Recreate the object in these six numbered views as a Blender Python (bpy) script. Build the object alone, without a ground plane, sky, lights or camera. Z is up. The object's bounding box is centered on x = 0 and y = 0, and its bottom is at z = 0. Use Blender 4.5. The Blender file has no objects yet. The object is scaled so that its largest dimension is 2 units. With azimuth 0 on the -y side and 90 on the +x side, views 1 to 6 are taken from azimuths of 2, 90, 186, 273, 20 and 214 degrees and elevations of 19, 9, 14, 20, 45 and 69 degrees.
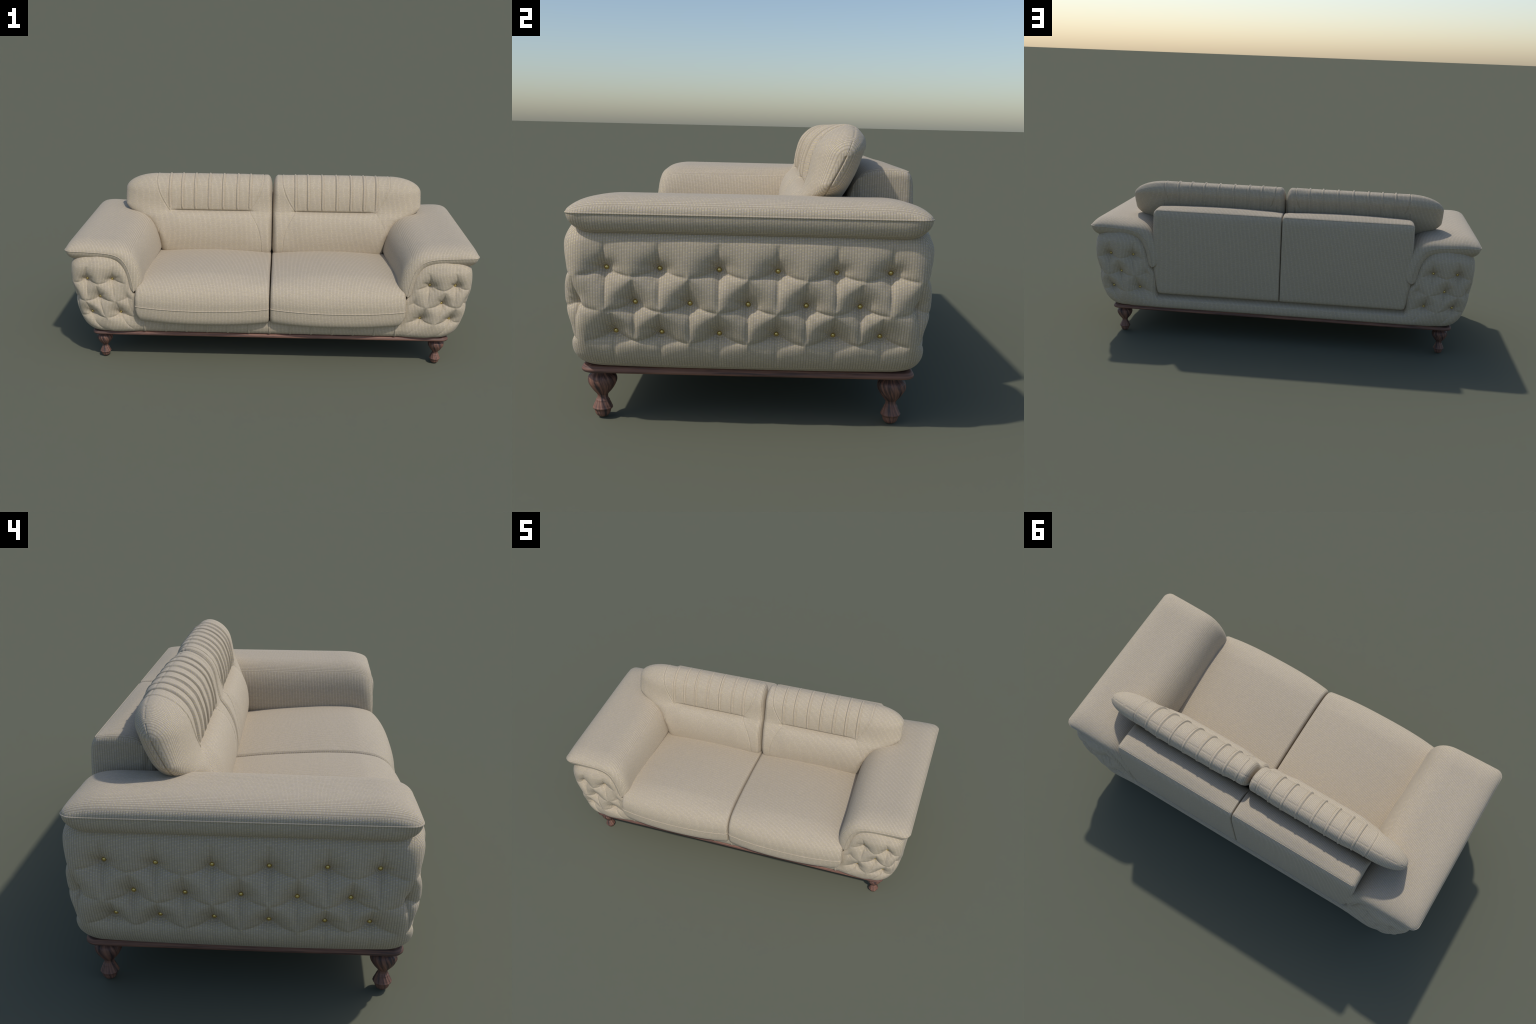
"""Two-seat upholstered sofa: tufted arms with brass buttons, draped arm pads,
split-back cushions with ribbed head rolls, turned wooden legs on a wooden base."""
import bpy, math
import numpy as np

Y0 = 0.018                      # middle of the carcass in y

# ------------------------------------------------------------------ helpers
def pchip(xs, ys):
    """monotone cubic through control points, returns a vectorised function"""
    xs = np.asarray(xs, float); ys = np.asarray(ys, float)
    h = np.diff(xs); d = np.diff(ys) / h
    m = np.zeros_like(ys)
    m[0], m[-1] = d[0], d[-1]
    for i in range(1, len(xs) - 1):
        if d[i - 1] * d[i] > 0:
            w1, w2 = 2 * h[i] + h[i - 1], h[i] + 2 * h[i - 1]
            m[i] = (w1 + w2) / (w1 / d[i - 1] + w2 / d[i])
    def f(x):
        x = np.clip(np.asarray(x, float), xs[0], xs[-1])
        i = np.clip(np.searchsorted(xs, x, 'right') - 1, 0, len(xs) - 2)
        t = (x - xs[i]) / h[i]
        return ((2*t**3 - 3*t**2 + 1) * ys[i] + (t**3 - 2*t**2 + t) * h[i] * m[i]
                + (-2*t**3 + 3*t**2) * ys[i+1] + (t**3 - t**2) * h[i] * m[i+1])
    return f

def spline(pts, n, closed=False, per=40):
    """centripetal Catmull-Rom through pts, n points evenly spaced by length"""
    p = np.asarray(pts, float)
    if closed:
        q = np.vstack([p[-1:], p, p[:2]])
    else:
        q = np.vstack([2*p[0] - p[1], p, 2*p[-1] - p[-2]])
    out = []
    for i in range(1, len(q) - 2):
        a, b, c, d = q[i-1], q[i], q[i+1], q[i+2]
        t0 = 0.0
        t1 = t0 + np.linalg.norm(b-a)**.5 + 1e-9
        t2 = t1 + np.linalg.norm(c-b)**.5 + 1e-9
        t3 = t2 + np.linalg.norm(d-c)**.5 + 1e-9
        t = np.linspace(t1, t2, per, endpoint=False)[:, None]
        A1 = (t1-t)/(t1-t0)*a + (t-t0)/(t1-t0)*b
        A2 = (t2-t)/(t2-t1)*b + (t-t1)/(t2-t1)*c
        A3 = (t3-t)/(t3-t2)*c + (t-t2)/(t3-t2)*d
        B1 = (t2-t)/(t2-t0)*A1 + (t-t0)/(t2-t0)*A2
        B2 = (t3-t)/(t3-t1)*A2 + (t-t1)/(t3-t1)*A3
        out.append((t2-t)/(t2-t1)*B1 + (t-t1)/(t2-t1)*B2)
    out.append(q[-2:-1])
    c = np.vstack(out)
    return resample(c, n, closed)

def resample(c, n, closed=False):
    s = np.concatenate([[0], np.cumsum(np.linalg.norm(np.diff(c, axis=0), axis=1))])
    t = np.linspace(0, s[-1], n, endpoint=not closed)
    return np.stack([np.interp(t, s, c[:, k]) for k in range(c.shape[1])], 1)

def ell(d, L, p=2.0):
    """rounded rise 0..1 over length L"""
    r = np.clip(d / L, 0, 1)
    return np.maximum(1 - (1 - r)**p, 0)**(1/p)

def sstep(a, b, x):
    t = np.clip((x - a) / (b - a), 0, 1)
    return t*t*(3 - 2*t)

def grid_faces(n, m, wrap_m=False, wrap_n=False, off=0, flip=False):
    idx = np.arange(n*m).reshape(n, m) + off
    a = idx
    if wrap_m: a = np.concatenate([a, a[:, :1]], 1)
    if wrap_n: a = np.concatenate([a, a[:1]], 0)
    f = np.stack([a[:-1, :-1], a[1:, :-1], a[1:, 1:], a[:-1, 1:]], -1).reshape(-1, 4)
    return f[:, ::-1] if flip else f

def normals_of(v, f):
    n = np.zeros_like(v)
    c = np.cross(v[f[:, 2]] - v[f[:, 0]], v[f[:, 3]] - v[f[:, 1]])
    for k in range(4):
        np.add.at(n, f[:, k], c)
    return n / (np.linalg.norm(n, axis=1, keepdims=True) + 1e-12)

def weld(v, f, tol=1e-5):
    key = np.round(v / tol).astype(np.int64)
    _, first, inv = np.unique(key, axis=0, return_index=True, return_inverse=True)
    inv = inv.reshape(-1)
    f = inv[f]
    return v[first], f

def clean(f):
    """drop fully collapsed quads"""
    keep = [i for i in range(len(f)) if len(set(f[i])) >= 3]
    return f[keep]

def to_mesh(name, v, f, mat, mirror=False, normals=None):
    v = np.array(v, float); f = np.array(f)
    if mirror:
        v = v * np.array([-1, 1, 1]); f = f[:, ::-1]
        if normals is not None: normals = normals * np.array([-1, 1, 1])
    used = np.unique(f)
    remap = np.full(len(v), -1); remap[used] = np.arange(len(used))
    v = v[used]; f = remap[f]
    if normals is not None: normals = normals[used]
    tri = (f[:, 0] == f[:, 1]) | (f[:, 1] == f[:, 2]) | (f[:, 2] == f[:, 3]) | (f[:, 3] == f[:, 0])
    faces = f[~tri].tolist()
    for q in f[tri].tolist():
        u = list(dict.fromkeys(q))
        if len(u) == 3: faces.append(u)
    me = bpy.data.meshes.new(name)
    me.from_pydata(v.tolist(), [], faces)
    me.polygons.foreach_set('use_smooth', np.ones(len(me.polygons), bool))
    me.materials.append(mat)
    me.update()
    if normals is not None:
        me.normals_split_custom_set_from_vertices(normals.tolist())
    return me

def add(name, me, parent, loc=(0, 0, 0)):
    o = bpy.data.objects.new(name, me)
    bpy.context.scene.collection.objects.link(o)
    o.parent = parent
    o.location = loc
    return o

def tube(path, r, sides=8, closed=True, flat=None):
    """round cord along a path"""
    p = np.asarray(path, float); n = len(p)
    if closed:
        t = np.roll(p, -1, 0) - np.roll(p, 1, 0)
    else:
        t = np.gradient(p, axis=0)
    t /= np.linalg.norm(t, axis=1, keepdims=True) + 1e-12
    ref = np.zeros(3) + np.array([.31, .57, .76])
    nrm = np.cross(t, ref); nrm /= np.linalg.norm(nrm, axis=1, keepdims=True) + 1e-12
    bi = np.cross(t, nrm)
    a = np.linspace(0, 2*np.pi, sides, endpoint=False)
    v = p[:, None] + r*(np.cos(a)[None, :, None]*nrm[:, None] + np.sin(a)[None, :, None]*bi[:, None])
    return v.reshape(-1, 3), grid_faces(n, sides, True, closed, flip=True)

# ---------------------------------------------------------------- materials
class Nodes:
    def __init__(self, name):
        self.mat = bpy.data.materials.new(name); self.mat.use_nodes = True
        self.t = self.mat.node_tree; self.t.nodes.clear()
        self.out = self.n('ShaderNodeOutputMaterial')
        self.bsdf = self.n('ShaderNodeBsdfPrincipled')
        self.l(self.bsdf.outputs[0], self.out.inputs[0])
    def n(self, kind, **kw):
        x = self.t.nodes.new(kind)
        for k, v in kw.items(): setattr(x, k, v)
        return x
    def l(self, a, b): self.t.links.new(a, b)
    def put(self, sock, v):
        if isinstance(v, bpy.types.NodeSocket): self.l(v, sock)
        else: sock.default_value = v
    def m(self, op, a, b=None, c=None):
        x = self.n('ShaderNodeMath', operation=op)
        self.put(x.inputs[0], a)
        if b is not None: self.put(x.inputs[1], b)
        if c is not None: self.put(x.inputs[2], c)
        return x.outputs[0]
    def mixf(self, f, a, b):
        x = self.n('ShaderNodeMix', data_type='FLOAT')
        self.put(x.inputs[0], f); self.put(x.inputs[2], a); self.put(x.inputs[3], b)
        return x.outputs[0]
    def mixc(self, f, a, b, mode='MIX'):
        x = self.n('ShaderNodeMix', data_type='RGBA', blend_type=mode)
        self.put(x.inputs[0], f); self.put(x.inputs[6], a); self.put(x.inputs[7], b)
        return x.outputs[2]
    def smooth(self, v, lo, hi, a=0.0, b=1.0):
        x = self.n('ShaderNodeMapRange', interpolation_type='SMOOTHSTEP')
        self.put(x.inputs[0], v)
        for i, q in enumerate((lo, hi, a, b)): x.inputs[1+i].default_value = q
        return x.outputs[0]

def fabric_material(name, bias=1.0):
    """ribbed two-tone weave: columns of alternating straw and lilac stitches"""
    k = Nodes(name)
    tc = k.n('ShaderNodeTexCoord')
    p = k.n('ShaderNodeSeparateXYZ'); k.l(tc.outputs['Object'], p.inputs[0])
    nn = k.n('ShaderNodeSeparateXYZ'); k.l(tc.outputs['Normal'], nn.inputs[0])
    ax, ay, az = (k.m('ABSOLUTE', nn.outputs[i]) for i in range(3))
    side = k.m('GREATER_THAN', ax, k.m('MULTIPLY', k.m('MAXIMUM', ay, az), bias))
    top = k.m('MULTIPLY', k.m('GREATER_THAN', az, ay), k.m('SUBTRACT', 1.0, side))
    X, Y, Z = p.outputs
    wob = k.n('ShaderNodeTexNoise'); wob.inputs['Scale'].default_value = 14
    wob.inputs['Detail'].default_value = 1
    k.l(tc.outputs['Object'], wob.inputs['Vector'])
    wv = k.m('MULTIPLY', k.m('SUBTRACT', wob.outputs[0], 0.5), 0.0015)
    col = k.m('DIVIDE', k.m('ADD', k.mixf(side, X, Y), wv), 0.0068)
    row = k.m('DIVIDE', k.m('ADD', k.mixf(top, Z, Y), wv), 0.0034)
    fc = k.m('ABSOLUTE', k.m('SUBTRACT', k.m('FRACT', col), 0.5))
    fr = k.m('ABSOLUTE', k.m('SUBTRACT', k.m('FRACT', row), 0.5))
    gapc = k.smooth(fc, 0.16, 0.50)
    gapr = k.smooth(fr, 0.10, 0.52)
    ic, ir = k.m('FLOOR', col), k.m('FLOOR', row)
    chk = k.m('ABSOLUTE', k.m('MODULO', k.m('ADD', ic, ir), 2.0))
    cv = k.n('ShaderNodeCombineXYZ'); k.l(ic, cv.inputs[0]); k.l(ir, cv.inputs[1]); k.l(side, cv.inputs[2])
    wn = k.n('ShaderNodeTexWhiteNoise', noise_dimensions='3D'); k.l(cv.outputs[0], wn.inputs[0])
    rs = k.n('ShaderNodeSeparateColor'); k.l(wn.outputs['Color'], rs.inputs[0])
    mixv = k.m('ADD', k.m('MULTIPLY', chk, 0.62), k.m('MULTIPLY', rs.outputs[0], 0.38))
    straw = (0.597, 0.500, 0.316, 1); lilac = (0.524, 0.445, 0.388, 1)
    thread = k.mixc(mixv, straw, lilac)
    glow = k.m('ADD', 0.93, k.m('MULTIPLY', rs.outputs[1], 0.14))
    gg = k.n('ShaderNodeCombineColor')
    for i in range(3): k.l(glow, gg.inputs[i])
    thread = k.mixc(1.0, thread, gg.outputs[0], 'MULTIPLY')
    gap = (0.330, 0.275, 0.195, 1)
    c = k.mixc(k.m('MULTIPLY', gapr, 0.50), thread, gap)
    c = k.mixc(k.m('MULTIPLY', gapc, 0.72), c, gap)
    k.l(c, k.bsdf.inputs['Base Color'])
    k.bsdf.inputs['Roughness'].default_value = 0.85
    k.bsdf.inputs['Specular IOR Level'].default_value = 0.25
    k.bsdf.inputs['Sheen Weight'].default_value = 0.08
    h = k.m('SUBTRACT', 1.0, k.m('MAXIMUM', gapc, k.m('MULTIPLY', gapr, 0.6)))
    b = k.n('ShaderNodeBump'); b.inputs['Strength'].default_value = 0.35
    b.inputs['Distance'].default_value = 0.0008
    k.l(h, b.inputs['Height']); k.l(b.outputs[0], k.bsdf.inputs['Normal'])
    return k.mat

def wood_material(name, stretch, scale, swirl=False, lo=.36, hi=.66):
    """reddish brown timber with dark streaks along the grain"""
    k = Nodes(name)
    tc = k.n('ShaderNodeTexCoord')
    if swirl:
        p = k.n('ShaderNodeSeparateXYZ'); k.l(tc.outputs['Object'], p.inputs[0])
        ang = k.m('ARCTAN2', p.outputs[1], p.outputs[0])
        ang = k.m('ADD', ang, k.m('MULTIPLY', p.outputs[2], 9.0))
        cv = k.n('ShaderNodeCombineXYZ')
        k.l(k.m('COSINE', ang), cv.inputs[0]); k.l(k.m('SINE', ang), cv.inputs[1])
        k.l(k.m('MULTIPLY', p.outputs[2], 3.0), cv.inputs[2])
        vec = cv.outputs[0]
    else:
        mp = k.n('ShaderNodeMapping'); mp.inputs['Scale'].default_value = stretch
        k.l(tc.outputs['Object'], mp.inputs['Vector']); vec = mp.outputs[0]
    a = k.n('ShaderNodeTexNoise'); a.inputs['Scale'].default_value = scale
    a.inputs['Detail'].default_value = 5; a.inputs['Roughness'].default_value = 0.62
    k.l(vec, a.inputs['Vector'])
    b = k.n('ShaderNodeTexNoise'); b.inputs['Scale'].default_value = scale*3.1
    b.inputs['Detail'].default_value = 3
    k.l(vec, b.inputs['Vector'])
    v = k.m('ADD', k.m('MULTIPLY', a.outputs[0], 0.7), k.m('MULTIPLY', b.outputs[0], 0.3))
    r = k.n('ShaderNodeValToRGB'); k.l(v, r.inputs[0])
    e = r.color_ramp.elements
    e[0].position = lo; e[0].color = (0.048, 0.034, 0.033, 1)
    e[1].position = hi; e[1].color = (0.258, 0.128, 0.088, 1)
    q = e.new(lo + (hi - lo)*.3); q.color = (0.107, 0.060, 0.050, 1)
    q = e.new(lo + (hi - lo)*.6); q.color = (0.188, 0.094, 0.068, 1)
    k.l(r.outputs[0], k.bsdf.inputs['Base Color'])
    k.bsdf.inputs['Roughness'].default_value = 0.55
    k.bsdf.inputs['Specular IOR Level'].default_value = 0.35
    bp = k.n('ShaderNodeBump'); bp.inputs['Strength'].default_value = 0.25
    bp.inputs['Distance'].default_value = 0.001
    k.l(v, bp.inputs['Height']); k.l(bp.outputs[0], k.bsdf.inputs['Normal'])
    return k.mat

def brass_material():
    k = Nodes('brass')
    tc = k.n('ShaderNodeTexCoord')
    n = k.n('ShaderNodeTexNoise'); n.inputs['Scale'].default_value = 300
    k.l(tc.outputs['Object'], n.inputs['Vector'])
    k.l(k.mixc(n.outputs[0], (0.72, 0.55, 0.18, 1), (0.85, 0.68, 0.28, 1)), k.bsdf.inputs['Base Color'])
    k.bsdf.inputs['Metallic'].default_value = 1.0
    k.bsdf.inputs['Roughness'].default_value = 0.32
    return k.mat

FABRIC = fabric_material('woven_upholstery')
FABRIC_BACK = fabric_material('woven_upholstery_back', 2.4)   # ribs keep the stripe of the panel
WOOD = wood_material('base_timber', (1.6, 1.6, 60), 2.4, lo=.33, hi=.60)
LEGWOOD = wood_material('leg_timber', None, 3.4, swirl=True, lo=.40, hi=.60)
BRASS = brass_material()

# --------------------------------------------------------------------- root
root = bpy.data.objects.new('sofa', None)
bpy.context.scene.collection.objects.link(root)
root['label'] = 'beige two-seat sofa with button-tufted arms and turned wooden legs'
root['category'] = 'sofa'

# ------------------------------------------- tufted carcass (arms and rails)
arm_xo = pchip([.152, .156, .163, .18, .20, .26, .34, .45, .50, .53, .56],
               [.868, .884, .900, .918, .933, .959, .979, .987, .981, .965, .938])
arm_xc = pchip([.152, .156, .163, .18, .20, .26, .34, .45, .50, .53, .56],
               [.860, .876, .892, .910, .925, .950, .970, .979, .974, .960, .932])
arm_D = pchip([.152, .156, .163, .18, .20, .26, .34, .45, .49, .525, .56],
              [.430, .444, .456, .467, .473, .480, .482, .482, .479, .466, .435])
front_Din = pchip([.152, .156, .163, .18, .20, .235, .30, .36, .45, .56],
                  [.420, .433, .443, .453, .457, .455, .457, .459, .461, .432])
back_Din = pchip([.152, .156, .163, .18, .20, .235, .30, .36, .45, .56],
                 [.434, .447, .456, .460, .458, .448, .452, .462, .462, .43])
arm_xi = pchip([.152, .30, .34, .376, .42, .462, .497, .524, .545, .56],
               [.640, .640, .648, .668, .679, .690, .703, .721, .748, .780])

def plan_ring(z, nf, nc, ns):
    """visible outline of one arm in plan at height z, front inner edge round to the rear"""
    xi, xo, D = float(arm_xi(z)), float(arm_xo(z)), float(arm_D(z))
    r, slack = 0.070, xo - float(arm_xc(z))
    xm = xo - slack - r
    t = np.linspace(0, 1, nf, endpoint=False)
    x = xi + (xm - xi)*t
    # the cloth rolls in where it disappears under the arm pad
    roll = .024*sstep(.34, .40, z)*(1 - ell(x - xi, .036))*.75
    halves = []
    for Din in (front_Din, back_Din):
        Di = float(Din(z))
        if Din is back_Din:          # open channel beside the back panels
            x = x + .010*sstep(.35, .43, z)*(1 - t)
            roll = np.maximum(roll*1.3, .045*sstep(.20, .236, z)*(1 - ell(x - xi, .030)))
        y = -(Di + (D - Di)*np.sin(np.pi/2*np.clip(t*1.35, 0, 1)) - 0.008*sstep(.7, 1, t) - roll)
        Dc = -y[-1]
        a = np.linspace(0, np.pi/2, nc, endpoint=False)
        ct = np.stack([xm + r*np.sin(a), -Dc + r*(1 - np.cos(a))], 1)
        halves.append(np.vstack([np.stack([x, y], 1), ct]))
    yc = -Dc + r
    s = np.linspace(-1, 1, ns)
    sd = np.stack([xo - slack*np.abs(s)**2.8, s*abs(yc)], 1)
    ring = np.vstack([halves[0], sd, halves[1][::-1]*np.array([1, -1])])
    ring[:, 1] += Y0
    return ring

def build_carcass():
    nf, nc, ns = 112, 46, 330
    zs = np.concatenate([np.linspace(.152, .235, 40), np.linspace(.235, .56, 134)[1:]])
    rings = np.stack([plan_ring(z, nf, nc, ns) for z in zs])          # (nz, m, 2)
    nz, m = rings.shape[:2]
    P = np.concatenate([rings, np.broadcast_to(zs[:, None, None], (nz, m, 1))], 2)
    # arc length measured from the middle of the flank
    seg = np.linalg.norm(np.diff(rings, axis=1), axis=2)
    S = np.concatenate([np.zeros((nz, 1)), np.cumsum(seg, 1)], 1)
    mid = nf + nc + ns//2
    S = S - S[:, mid:mid+1]
    Zg = P[..., 2]
    # buttons: three staggered rows running round front, flank and rear
    rows = {.434: ([.766, .896], [-.340, -.204, -.055, .092, .240, .377]),
            .343: ([.836], [-.267, -.129, .019, .166, .303]),
            .257: ([.729, .878], [-.323, -.202, -.054, .092, .239, .361])}
    hidden = {.343: [.693]}                       # pulled-in points without a button
    btn = []
    def ring_pos(z, face, c):
        iz = int(np.argmin(abs(zs - z))); R = rings[iz]
        lo, hi = {'front': (0, nf+nc), 'side': (nf+nc, nf+nc+ns), 'back': (nf+nc+ns, m)}[face]
        ax = 1 if face == 'side' else 0
        j = lo + int(np.argmin(abs(R[lo:hi, ax] - c)))
        return iz, j
    for z, (fx, sy) in rows.items():
        for c in fx:
            btn.append(ring_pos(z, 'front', c) + (1.0, True))
            btn.append(ring_pos(z, 'back', c) + (1.0, True))
        for c in sy:
            btn.append(ring_pos(z, 'side', c) + (1.0, True))
    for z, xs in hidden.items():
        for c in xs:
            btn.append(ring_pos(z, 'front', c) + (0.28, False))
            btn.append(ring_pos(z, 'back', c) + (0.28, False))
    for sgn in (0, 1):                             # row two: the corner itself
        iz = int(np.argmin(abs(zs - .343)))
        j = (nf + nc//2 + 6) if sgn == 0 else (m - 1 - (nf + nc//2 + 6))
        btn.append((iz, j, 0.75, False))
    A, C, SAG = .0735, .088, .017
    pit = np.zeros((nz, m)); crease = np.zeros((nz, m)); folds = np.zeros((nz, m))
    rng = np.random.default_rng(7)
    for iz, j, w, _ in btn:
        amp, lam, ph = rng.uniform(.94, 1.05), rng.uniform(.0230, .0260), rng.uniform(0, 6.28)
        dh = S - S[iz, j]
        # columns stay roughly upright although the body tapers
        dz = Zg - zs[iz]
        X = np.abs(dh)/A
        sag = SAG*(1 - (1 - np.clip(X, 0, 1))**2)
        dzr = dz*np.where((dz < 0) & (zs[iz] < .3), 1.5, 1.0)*np.where((dz > 0) & (zs[iz] > .4), 1.25, 1.0)
        r = np.hypot(dh, dzr)
        r = np.sqrt(r*r + .004**2)
        pit += (w*amp*.053*np.exp(-r/lam))**3
        th = np.arctan2(dz, dh)
        folds += w*.0013*np.cos(5*th + ph + 1.3*np.cos(2*th))*np.exp(-((r - .026)/.014)**2)
        hz = (1 - np.clip(X, 0, 1))**.6*np.exp(-np.abs(dz + sag)/.0075)
        up = np.clip(dz/(C*.80), 0, 1); dn = np.clip(-dz/(C*1.18), 0, 1)
        vt = (1 - np.maximum(up, dn))**.7*np.where((dz < 0) & (zs[iz] < .3), .45, 1.0)*np.exp(-np.abs(dh)/.0080)
        crease = np.maximum(crease, w*.0150*np.maximum(hz, vt))
    pit = np.cbrt(pit)
    disp = pit + folds + crease*(1 - .75*np.clip(pit/.032, 0, 1))
    # fade at the borders of the upholstery
    sabs = np.minimum(np.arange(m), m - 1 - np.arange(m))/nf
    fade = sstep(.03, .22, sabs)[None, :]*sstep(.150, .200, Zg)*(1 - sstep(.50, .55, Zg))
    disp = disp*fade
    f_arm = grid_faces(nz, m)
    n = normals_of(P.reshape(-1, 3), f_arm)
    if n.reshape(nz, m, 3)[nz//2, mid][0] < 0:
        f_arm = f_arm[:, ::-1]; n = -n
    nrm = n.reshape(nz, m, 3)
    nh = nrm.copy(); nh[..., 2] *= .4
    nh /= np.linalg.norm(nh, axis=2, keepdims=True)
    P = P - nh*disp[..., None]
    # soft small wrinkles radiating in the cloth
    verts = P.reshape(-1, 3)
    # closing faces: inner wall and top
    inner = np.concatenate([P[:, :1], P[:, -1:]], 1).reshape(-1, 3)
    allv, allf, reg = [verts], [f_arm], [np.zeros(len(f_arm), int)]
    top = P[-1]; h = m//2
    cap = np.stack([top[:h], top[::-1][:h]], 1).reshape(-1, 3)
    base = len(verts)
    allv.append(cap); allf.append(grid_faces(h, 2, off=base)); reg.append(np.zeros(h-1, int))
    base += len(cap)
    kz = 40
    wall = np.stack([np.stack([P[kz-1:, 0], P[kz-1:, -1]], 1)], 0)[0].reshape(-1, 3)
    allv.append(wall); fw = grid_faces(nz - kz + 1, 2, off=base)
    if normals_of(np.vstack(allv), fw)[base + 10][0] > 0: fw = fw[:, ::-1]
    allf.append(fw); reg.append(np.zeros(len(fw), int)); base += len(wall)
    # mirror arm
    nv = base
    av = np.vstack(allv); af = np.vstack(allf); ar = np.concatenate(reg)
    mv = av*np.array([-1, 1, 1]); mf = af[:, ::-1] + len(av)
    V = np.vstack([av, mv]); F = np.vstack([af, mf]); R = np.concatenate([ar, ar + 1])
    # rails between the arms
    nx = 60
    for jj, reg_id in ((0, 2), (m-1, 3)):
        kr = kz if reg_id == 2 else kz - 2
        edge = P[:kr, jj]
        t = np.linspace(1, -1, nx)[None, :, None]
        g = np.repeat(edge[:, None], nx, 1)*np.array([0, 1, 1]) + edge[:, None]*np.array([1, 0, 0])*t
        # roll the upper edge in under the cushions
        fr = grid_faces(kr, nx, off=len(V))
        gv = g.reshape(-1, 3)
        c = normals_of(np.vstack([V, gv]), fr)[len(V) + nx*(kr//2)]
        want = -1 if reg_id == 2 else 1
        if c[1]*want < 0: fr = fr[:, ::-1]
        V = np.vstack([V, gv]); F = np.vstack([F, fr]); R = np.concatenate([R, np.full(len(fr), reg_id)])
        lip = g[-1]; lip2 = lip.copy(); lip2[:, 1] -= want*.05
        fl = grid_faces(2, nx, off=len(V))
        lv = np.vstack([lip, lip2]) 
        cn = np.cross(lv[1]-lv[0], lv[nx]-lv[0])[2]
        if normals_of(np.vstack([V, lv]), fl)[len(V)+3][2] < 0: fl = fl[:, ::-1]
        V = np.vstack([V, lv]); F = np.vstack([F, fl]); R = np.concatenate([R, np.full(len(fl), reg_id)])
    V2, F2 = weld(V, F)
    N = normals_of(V2, F2)
    objs = {}
    for rid, nm in ((0, 'arm'), (1, 'arm'), (2, 'front_rail'), (3, 'back_rail')):
        o = add(nm, to_mesh(nm, V2, F2[R == rid], FABRIC, normals=N), root)
        objs[rid] = o
    # brass buttons seated in the pits
    th = np.linspace(0, np.pi*.62, 8); ph = np.linspace(0, 2*np.pi, 16, endpoint=False)
    rb = .0072
    bv = np.stack([np.outer(np.sin(th), np.cos(ph))*rb, np.outer(np.sin(th), np.sin(ph))*rb,
                   np.outer(np.cos(th), np.ones(16))*rb*.9], -1).reshape(-1, 3)
    bme = to_mesh('button', bv, grid_faces(8, 16, True), BRASS)
    from mathutils import Vector
    for sx, arm in ((1, objs[0]), (-1, objs[1])):
        for iz, j, w, show in btn:
            if not show: continue
            p = P[iz, j].copy(); q = nh[iz, j].copy()
            p = p + q*.0052
            p[0] *= sx; q[0] *= sx
            b = add('button', bme, arm, p)
            b.rotation_mode = 'QUATERNION'
            b.rotation_quaternion = Vector(q).to_track_quat('Z', 'Y')
    # pressed pleats along the lower front rail
    pl = spline([(-.0055, 0), (-.0042, -.0036), (0, -.0050), (.0042, -.0036), (.0055, 0)], 9)
    zz = np.linspace(.152, .232, 30)
    g = np.zeros((30, 9, 3))
    g[..., 0] = pl[None, :, 0]
    g[..., 1] = pl[None, :, 1]*(1 - .6*sstep(.19, .232, zz))[:, None] - (front_Din(zz) - Y0)[:, None] + .0006
    g[..., 2] = zz[:, None]
    gf = grid_faces(30, 9)
    if normals_of(g.reshape(-1, 3), gf)[130][1] > 0: gf = gf[:, ::-1]
    pme = to_mesh('pleat', g.reshape(-1, 3), gf, FABRIC)
    for i in range(-6, 7):
        add('pleat', pme, objs[2], (i*.1030, 0, 0))

build_carcass()

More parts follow.
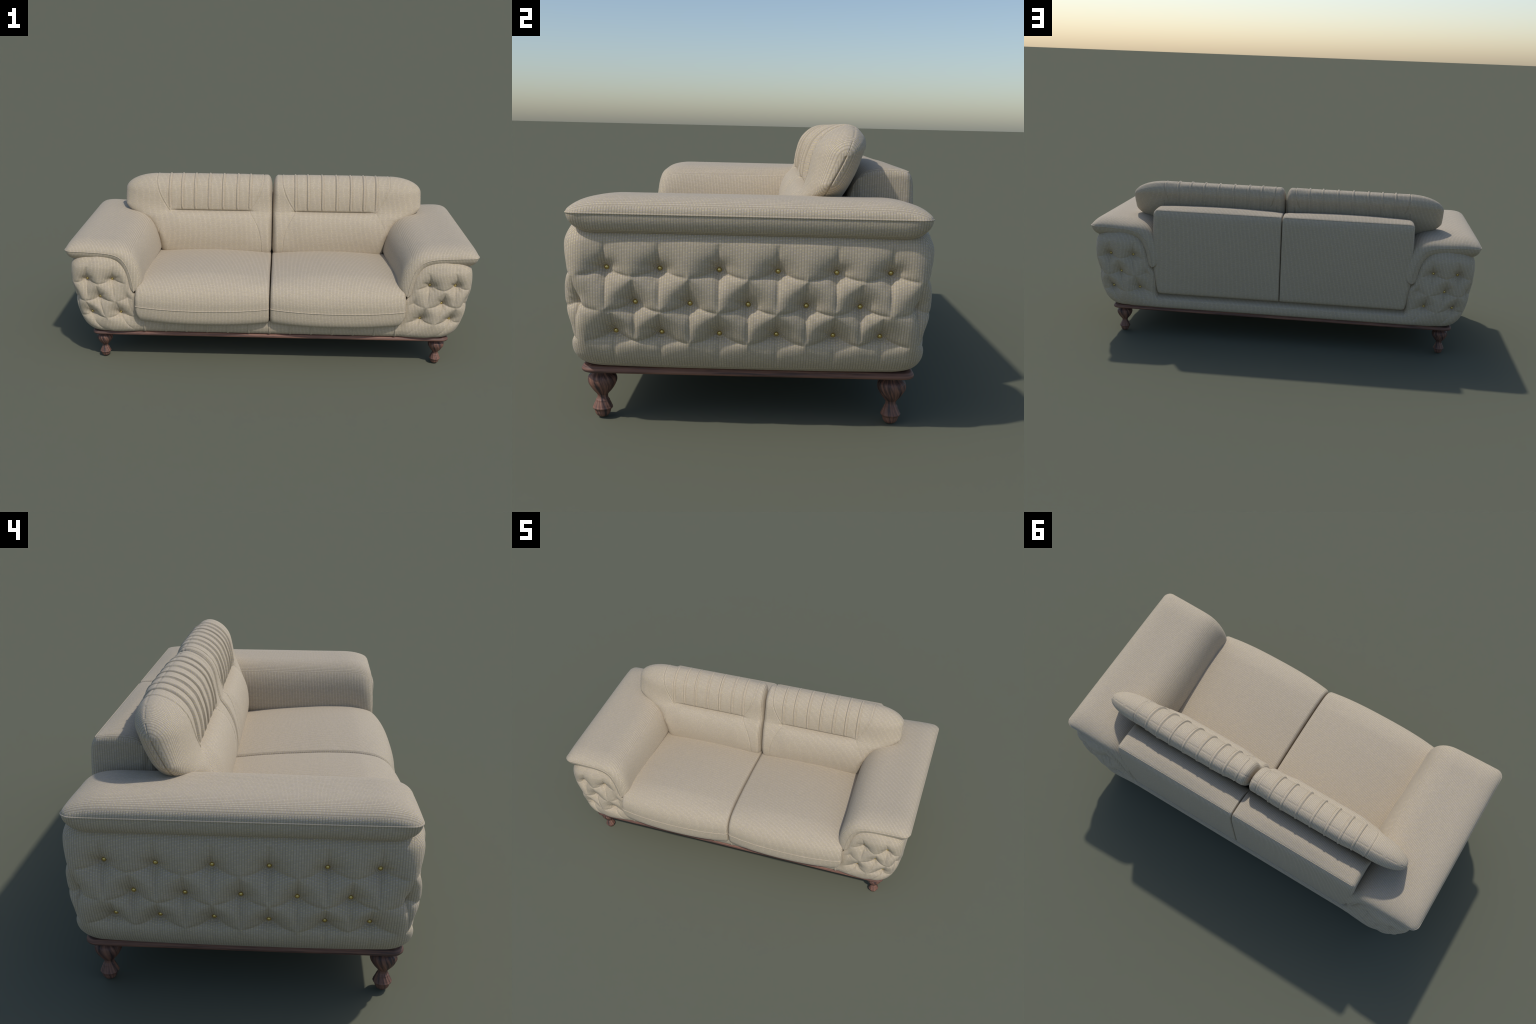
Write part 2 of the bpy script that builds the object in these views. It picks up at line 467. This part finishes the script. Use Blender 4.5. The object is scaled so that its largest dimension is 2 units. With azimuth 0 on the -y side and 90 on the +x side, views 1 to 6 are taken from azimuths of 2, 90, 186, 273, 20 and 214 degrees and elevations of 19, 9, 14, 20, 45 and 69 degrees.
# ------------------------------------------------------------ draped arm pads
def build_pads():
    path = spline([(.997, .5735), (.94, .572), (.87, .5695), (.80, .565), (.757, .558), (.727, .545),
                   (.706, .524), (.691, .497), (.679, .462), (.670, .420), (.664, .376)], 1200)
    L = np.concatenate([[0], np.cumsum(np.linalg.norm(np.diff(path, axis=0), axis=1))])
    tot = L[-1]
    def ease(n):
        t = np.linspace(0, 1, n)
        return t - .93*np.sin(2*np.pi*t)/(2*np.pi)
    nu, nv = 150, 130
    su = ease(nu)*tot
    C = np.stack([np.interp(su, L, path[:, k]) for k in range(2)], 1)
    tg = np.gradient(C, su, axis=0); tg /= np.linalg.norm(tg, axis=1, keepdims=True)
    N = np.stack([tg[:, 1], -tg[:, 0]], 1)            # to the seat / upward
    if N[0, 1] < 0: N = -N
    ya, yb = -.433, .471
    r = .036
    cut = np.where(su < r, r - np.sqrt(np.maximum(r*r - (r - np.minimum(su, r))**2, 0)), 0)
    tv = ease(nv)
    fwd = .012*sstep(.18, .42, su)
    y0 = ya + cut - fwd; y1 = yb - cut + fwd
    Y = y0[:, None] + (y1 - y0)[:, None]*tv[None, :]
    dv = np.minimum(Y - y0[:, None], y1[:, None] - Y)
    do = su[:, None] + cut[:, None]*0; di = (tot - su)[:, None]
    inner = sstep(.18, .40, su)[:, None]
    kv = (1 - inner)*ell(dv, .115, 2.0) + inner*ell(dv, .055, 2.3)
    ht = .043 + .004*inner + .0065*np.exp(-((su[:, None] - .305)/.075)**2)
    top = (ht + .013*inner*sstep(-.36, .10, Y))*ell(do, .095, 2.2)*ell(di, .046, 2.2)*kv
    bot = (.053 - .013*inner)*ell(do, .052, 2.3)*ell(di, .034, 2.3)*ell(dv, .07, 2)
    def surf(h):
        g = np.zeros((nu, nv, 3))
        g[..., 0] = C[:, 0][:, None] + N[:, 0][:, None]*h
        g[..., 2] = C[:, 1][:, None] + N[:, 1][:, None]*h
        g[..., 1] = Y
        return g
    T, B = surf(top), surf(-bot)
    ft = grid_faces(nu, nv); fb = grid_faces(nu, nv, off=nu*nv, flip=True)
    if normals_of(T.reshape(-1, 3), ft).reshape(nu, nv, 3)[nu//4, nv//2][2] < 0:
        ft = ft[:, ::-1]; fb = fb[:, ::-1]
    V = np.vstack([T.reshape(-1, 3), B.reshape(-1, 3)])
    rim = np.vstack([T[:, 0], T[-1, 1:], T[::-1, -1][1:], T[0, ::-1][1:-1]])
    cen = np.vstack([T[:, 0], T[-1, 1:-1], T[::-1, -1]])
    for mir in (False, True):
        pad = add('armrest_pad', to_mesh('armrest_pad', V, np.vstack([ft, fb]), FABRIC, mirror=mir), root)
        pv, pf = tube(resample(np.vstack([rim, rim[:1]]), 900, True), .0023)
        add('piping', to_mesh('piping', pv, pf, FABRIC, mirror=mir), pad)

build_pads()

# --------------------------------------------------------------- seat cushions
def build_seats():
    # half profile in (y, z), piping line halfway down the front
    upper = [(.22, .388), (.105, .400), (.0, .412), (-.136, .422), (-.24, .427), (-.352, .424),
             (-.418, .410), (-.455, .383), (-.472, .348), (-.476, .311)]
    lower = [(-.476, .311), (-.476, .286), (-.473, .257), (-.462, .236), (-.438, .225), (-.39, .222), (.0, .222), (.22, .222)]
    up = spline(upper, 150); lo = spline(lower, 90)
    prof = np.vstack([up, lo[1:], np.array([(.22, .30)])])
    m = len(prof)
    n = 130
    t = np.linspace(0, 1, n); t = t - .9*np.sin(2*np.pi*t)/(2*np.pi)
    xo = pchip([-.50, -.40, -.2, .08, .23], [.657, .654, .643, .630, .622])(prof[:, 0])
    xo = xo - .016*(1 - sstep(.225, .29, prof[:, 1]))
    xa = .0025
    X = xa + (xo - xa)[None, :]*t[:, None]
    d_in, d_out = X - xa, xo[None, :] - X
    cy = np.clip(prof[:, 0], -.40, .2); cz = np.clip(prof[:, 1], .30, .335)
    k = ell(d_in, .017, 2.2)*ell(d_out, .016, 2.3)
    crown = np.sin(np.pi*np.clip(t, 0, 1))**.9
    # loft: shrink the profile toward its core at both ends, swell it in the middle
    front = sstep(-.25, -.45, prof[:, 0])
    topw = sstep(.30, .40, prof[:, 1])
    KY = 1 - (1 - k)*.24
    KZ = 1 - (1 - k)*.28
    g = np.zeros((n, m, 3))
    g[..., 0] = X
    swell = .023*(1 - np.abs(2*t - 1)**2.6)
    g[..., 1] = cy + (prof[:, 0] - cy)*KY - swell[:, None]*front[None, :]
    g[..., 2] = cz + (prof[:, 1] - cz)*KZ + (.021*crown)[:, None]*(1 - .2*sstep(-.15, .12, prof[:, 0]))[None, :]*(topw*sstep(-.47, -.33, prof[:, 0]))[None, :] \
        - (.010*crown)[:, None]*(sstep(-.40, -.47, prof[:, 0])*(1 - topw))[None, :]
    # tuck the very ends in so that the cushions meet in a dark seam
    V = g.reshape(-1, 3)
    f = grid_faces(n, m, True)
    if normals_of(V, f).reshape(n, m, 3)[n//2, 40][2] < 0: f = f[:, ::-1]
    caps = []
    for i, fl in ((0, False), (n-1, True)):
        c0 = len(V)
        ring = g[i]; ctr = ring.mean(0)
        ctr[1] = -.1; ctr[2] = .32
        V = np.vstack([V, ctr[None]])
        a = np.arange(m) + i*m; b = np.roll(a, -1)
        cf = np.stack([a, b, np.full(m, c0), np.full(m, c0)], 1)
        caps.append(cf if fl else cf[:, ::-1])
    nn = normals_of(V, np.vstack([caps[0][:, [0, 1, 2, 2]]]))
    if nn[len(V)-2][0] > 0: caps = [c[:, [1, 0, 2, 3]] for c in caps]
    F = np.vstack([f] + caps)
    j = 149
    pip = g[3:-3, j].copy(); pip[:, 1] -= .0006
    for mir in (False, True):
        s = add('seat_cushion', to_mesh('seat_cushion', V, F, FABRIC, mirror=mir), root)
        pv, pf = tube(resample(pip, 200), .0022, closed=False)
        add('piping', to_mesh('piping', pv, pf, FABRIC, mirror=mir), s)

build_seats()

# --------------------------------------------------------------- back cushions
def build_backs():
    lum = spline([(.150, .375), (.120, .385), (.107, .402), (.101, .44), (.099, .48), (.103, .52),
                  (.112, .555), (.128, .586), (.150, .607), (.178, .6165)], 90)
    tail = [(.331, .720), (.315, .675), (.293, .630), (.272, .585), (.250, .52), (.230, .45), (.205, .405),
            (.19, .385), (.170, .375)]
    head = spline([(.181, .6175), (.1725, .623), (.1705, .642), (.1755, .685), (.187, .722), (.200, .748),
                   (.223, .772), (.251, .789), (.280, .7975), (.306, .795), (.323, .786), (.334, .768), (.338, .748)] + tail, 230)
    mid = np.vstack([lum, head])
    lum2 = spline([(.150, .375), (.120, .385), (.108, .402), (.102, .44), (.104, .48), (.113, .525),
                   (.126, .560), (.142, .590), (.153, .606), (.160, .6165)], 90)
    head2 = spline([(.1608, .6185), (.167, .632), (.174, .655), (.180, .688), (.188, .722), (.201, .748),
                    (.223, .772), (.250, .789), (.278, .797), (.303, .793), (.318, .780), (.328, .765), (.331, .745)]
                   + [(y - .008*sstep(.40, .7, z), z) for y, z in tail], 230)
    end = np.vstack([lum2, head2])
    m = len(mid)
    # core line the ends shrink to
    core_y = pchip([.36, .44, .62, .71, .72], [.150, .160, .218, .262, .266])
    xo_f = pchip([.36, .45, .50, .54, .57, .60, .62, .645, .70, .80],
                 [.612, .624, .642, .668, .705, .765, .796, .813, .815, .815])
    t = np.concatenate([.05*np.linspace(0, 1, 28)[:-1]**1.5, np.linspace(.05, .93, 320),
                        1 - .07*np.linspace(1, 0, 70)[1:]**2.4])
    n = len(t)
    xa = .0015
    zc0 = np.clip(end[:, 1], .425, .715)
    xo = xo_f(zc0)
    X = xa + (xo - xa)[None, :]*t[:, None]
    # soft blend between ribbed middle and plain wings
    wing = 1 - sstep(.075, .165, X)*(1 - sstep(.50, .60, X))
    wing = np.where(X < .3, wing*.9, wing)
    PY = mid[:, 0]*(1 - wing) + end[:, 0]*wing
    PZ = mid[:, 1]*(1 - wing) + end[:, 1]*wing
    CZ = np.clip(PZ, .425, .715); CY = core_y(CZ)
    isfront = (np.arange(m) < 90 + 110)
    Lf = np.where(isfront, .17, .085)
    blend = sstep(165, 225, np.arange(m))
    Lf = .18*(1 - blend) + .15*blend
    lowf = 1 - sstep(.50, .62, CZ)
    Lo = Lf[None, :]*(1 - lowf) + .05*lowf
    k = ell(X - xa, .030, 2.2)*ell(xo[None, :] - X, Lo, 2.1)
    g = np.zeros((n, m, 3))
    g[..., 0] = X - .0045*np.exp(-(k/.035)**2)*(X > .3)*sstep(.56, .60, CZ)
    g[..., 1] = CY + (PY - CY)*k
    g[..., 2] = CZ + (PZ - CZ)*ell(X - xa, .030, 2.2)*ell(xo[None, :] - X, .18*(1 - lowf) + .06*lowf, 2.0)
    V = g.reshape(-1, 3)
    f = grid_faces(n, m, True)
    N = normals_of(V, f)
    if N.reshape(n, m, 3)[n//2, 40][1] > 0: f = f[:, ::-1]; N = -N
    N = N.reshape(n, m, 3)
    Z = g[..., 2]; J = np.arange(m)[None, :]
    up = sstep(93, 99, J)*np.ones((n, 1))
    SEAM = float(90 + np.argmin(np.abs(mid[90:, 0] - .300) + 9*(mid[90:, 1] < .78)))
    # seven pressed ribs over the head roll, front to rear
    d = np.zeros((n, m))
    for x in (.126, .194, .272, .349, .425, .496, .563):
        lean = np.where(J < 200, (x - .345)*.012*(Z - .62)/.18, (x - .345)*.012)
        q = X - x - lean
        sg = 1 if x > .345 else -1
        d += up*((1 - .55*sstep(SEAM - 25, SEAM + 10, J))*(.0062*np.exp(-(q/.0042)**6) - .0028*np.exp(-((np.abs(q) - .0078)/.0028)**2)))
    # curved panel seams, above and below the waist crease
    s_up = pchip([.617, .67, .72, .77, .81], [.566, .601, .624, .638, .641])
    for zf, sgn in ((lambda z: s_up(z), 1), (lambda z: .690 - s_up(z), -1)):
        q = X - np.where(J < 205, zf(Z), zf(.81))
        d -= (J >= 90)*.0030*np.exp(-(q/.0026)**2)
        d += (J >= 90)*.0016*np.exp(-((q - sgn*-.006)/.004)**2)
    s_lo = pchip([.37, .45, .52, .57, .617], [.632, .630, .618, .596, .566])
    for zf in (lambda z: s_lo(z), lambda z: .690 - s_lo(z)):
        q = X - zf(Z)
        d -= (J < 90)*.0028*np.exp(-(q/.0026)**2)
    # seam along the crown, running down the outer end
    d -= .0018*np.exp(-((J - SEAM)/.8)**2)*(np.abs(((X - .126)/.0728 + .5) % 1 - .5) > .10)*np.ones((n, 1))*sstep(.0, .15, k)
    V = (g + N*d[..., None]).reshape(-1, 3)
    F = [f]
    for i, fl in ((0, True), (n-1, False)):          # close the thin ends
        a = np.arange(m//2) + i*m; b = i*m + (m - 1 - np.arange(m//2))
        s = np.stack([a[:-1], a[1:], b[1:], b[:-1]], 1)
        F.append(s if fl else s[:, ::-1])
    F = np.vstack(F)
    for mir in (False, True):
        add('back_cushion', to_mesh('back_cushion', V, F, FABRIC_BACK, mirror=mir), root)

build_backs()

# ------------------------------------------------------- upright back panels
def build_panels():
    side = [(.440, .230), (.460, .232), (.469, .239), (.473, .30), (.474, .45), (.474, .60), (.471, .645), (.464, .664), (.457, .6725),
            (.452, .6755), (.40, .6785), (.363, .6765), (.335, .668), (.312, .648), (.294, .618), (.270, .56), (.235, .46), (.20, .36), (.18, .26)]
    prof = spline(side, 220)
    prof = np.vstack([prof, np.linspace(prof[-1], prof[0], 14)[1:-1]])
    m = len(prof)
    xo = pchip([.22, .30, .37, .45, .60, .645, .66, .68], [.640, .655, .666, .667, .664, .663, .663, .663])(prof[:, 1])
    xa = .0006
    n = 70
    t = np.linspace(0, 1, n); t = t - .93*np.sin(2*np.pi*t)/(2*np.pi)
    X = xa + (xo - xa)[None, :]*t[:, None]
    k = ell(X - xa, .0065, 2.2)*ell(xo[None, :] - X, .026, 2.1)
    cy = np.clip(prof[:, 0], .30, .45); cz = np.clip(prof[:, 1], .26, .65)
    g = np.zeros((n, m, 3)); g[..., 0] = X
    g[..., 1] = cy + (prof[:, 0] - cy)*k
    kz = 1 - (1 - k)*np.where(prof[:, 1] > .6, .9, .3)[None, :]
    g[..., 2] = cz + (prof[:, 1] - cz)*kz
    # faint fullness of the rear face
    bulge = .010*np.sin(np.pi*t)[:, None]*np.sin(np.pi*np.clip((prof[:, 1] - .23)/.44, 0, 1))*(prof[:, 0] > .44)
    g[..., 1] += bulge
    g[..., 2] += .012*(np.sin(np.pi*t)**.6)[:, None]*(prof[:, 1] > .6)*sstep(.462, .40, prof[:, 0])
    f = grid_faces(n, m, True)
    V = g.reshape(-1, 3)
    N = normals_of(V, f)
    if N.reshape(n, m, 3)[n//2, 40][1] < 0: f = f[:, ::-1]; N = -N
    V = V.copy()
    F = [f]
    for i in (0, n-1):
        c0 = len(V); V = np.vstack([V, [[g[i, :, 0].mean(), .36, .45]]])
        a = np.arange(m) + i*m; b = np.roll(a, -1)
        cf = np.stack([a, b, np.full(m, c0), np.full(m, c0)], 1)
        nx = np.cross(V[cf[5, 1]] - V[cf[5, 0]], V[c0] - V[cf[5, 0]])[0]
        if (nx > 0) != (i > 0): cf = cf[:, [1, 0, 2, 3]]
        F.append(cf)
    F = np.vstack(F)
    # seam cord along the upper rear edge
    j = int(np.argmin(np.abs(prof[:, 1] - .6725) + np.abs(prof[:, 0] - .457)*3))
    line = g[9:-9, j]
    for mir in (False, True):
        b = add('back_panel', to_mesh('back_panel', V, F, FABRIC, mirror=mir), root)
        pv, pf = tube(resample(line, 120), .0016, closed=False)
        add('piping', to_mesh('piping', pv, pf, FABRIC, mirror=mir), b)

build_panels()

# --------------------------------------------------------- wooden base and legs
def build_base():
    hx, hy, r = .886, .445, .036
    a = np.linspace(0, np.pi/2, 14)
    corner = np.stack([np.cos(a), np.sin(a)], 1)*r
    ring = []
    for sx, sy, fl in ((1, 1, False), (-1, 1, True), (-1, -1, False), (1, -1, True)):
        c = corner*np.array([sx, sy]) + np.array([sx*(hx - r), sy*(hy - r)])
        ring.append(c[::-1] if fl else c)
    # long edges get extra points
    ring = np.vstack(ring)
    d = ring / np.array([hx, hy])
    prof = [(-.060, .1355), (-.007, .1355), (-.0028, .1364), (-.0006, .1390), (0, .1424), (-.0010, .1462), (-.0032, .1490),
            (-.0044, .1503), (-.0046, .1518), (-.0075, .1537), (-.012, .1543), (-.060, .1543)]
    out = ring - np.array([0, 0])
    nrm = np.zeros_like(ring)
    t = np.roll(ring, -1, 0) - np.roll(ring, 1, 0)
    nrm = np.stack([t[:, 1], -t[:, 0]], 1); nrm /= np.linalg.norm(nrm, axis=1, keepdims=True)
    if (nrm*ring).sum() < 0: nrm = -nrm
    V = []
    for o, z in prof:
        q = ring + nrm*o
        V.append(np.stack([q[:, 0], q[:, 1] + .019, np.full(len(q), z)], 1))
    V = np.stack(V); k, m = V.shape[:2]
    f = grid_faces(k, m, True)
    if normals_of(V.reshape(-1, 3), f).reshape(k, m, 3)[4, 0][0] < 0: f = f[:, ::-1]
    vv = V.reshape(-1, 3)
    me = to_mesh('base_board', vv, f, WOOD)
    import bmesh
    bm = bmesh.new(); bm.from_mesh(me)
    bmesh.ops.holes_fill(bm, edges=[e for e in bm.edges if e.is_boundary])
    bm.to_mesh(me); bm.free()
    base = add('base_board', me, root)
    # turned, lightly fluted legs
    pr = pchip([0, .002, .006, .012, .0165, .020, .0235, .026, .029, .034, .040, .0445, .047, .050, .056,
                .0615, .0655, .073, .0805, .088, .097, .105, .112, .118, .123, .128, .1360],
               [.0105, .0140, .0178, .0208, .0218, .0228, .0262, .0272, .0255, .0236, .0208, .0188, .0184, .0160, .0140,
                .0143, .0168, .0232, .0286, .0332, .0374, .0387, .0381, .0344, .0286, .0246, .0246])
    zs = np.linspace(0, .136, 110); th = np.linspace(0, 2*np.pi, 128, endpoint=False)
    R = pr(zs)[:, None]
    fl = sstep(.012, .03, zs)*(1 - sstep(.119, .128, zs))
    tw = th[None, :] + 9.0*zs[:, None]*1.0
    lob = (np.abs(np.cos(tw*7)) - .64)
    Rm = R*(1 + .045*fl[:, None]*lob)
    v = np.stack([Rm*np.cos(th), Rm*np.sin(th), np.broadcast_to(zs[:, None], Rm.shape)], -1).reshape(-1, 3)
    v = np.vstack([v, [[0, 0, 0]]])
    c0 = len(v) - 1
    f = grid_faces(110, 128, True)
    if normals_of(v, f)[60*128][0] < 0: f = f[:, ::-1]
    a = np.arange(128)
    f = np.vstack([f, np.stack([np.roll(a, -1), a, np.full(128, c0), np.full(128, c0)], 1)])
    lme = to_mesh('leg', v, f, LEGWOOD)
    for i, (x, y) in enumerate(((.833, -.375), (-.833, -.375), (.833, .409), (-.833, .409))):
        o = add('leg', lme, base, (x, y, 0))
        o.rotation_euler[2] = i*1.3

build_base()
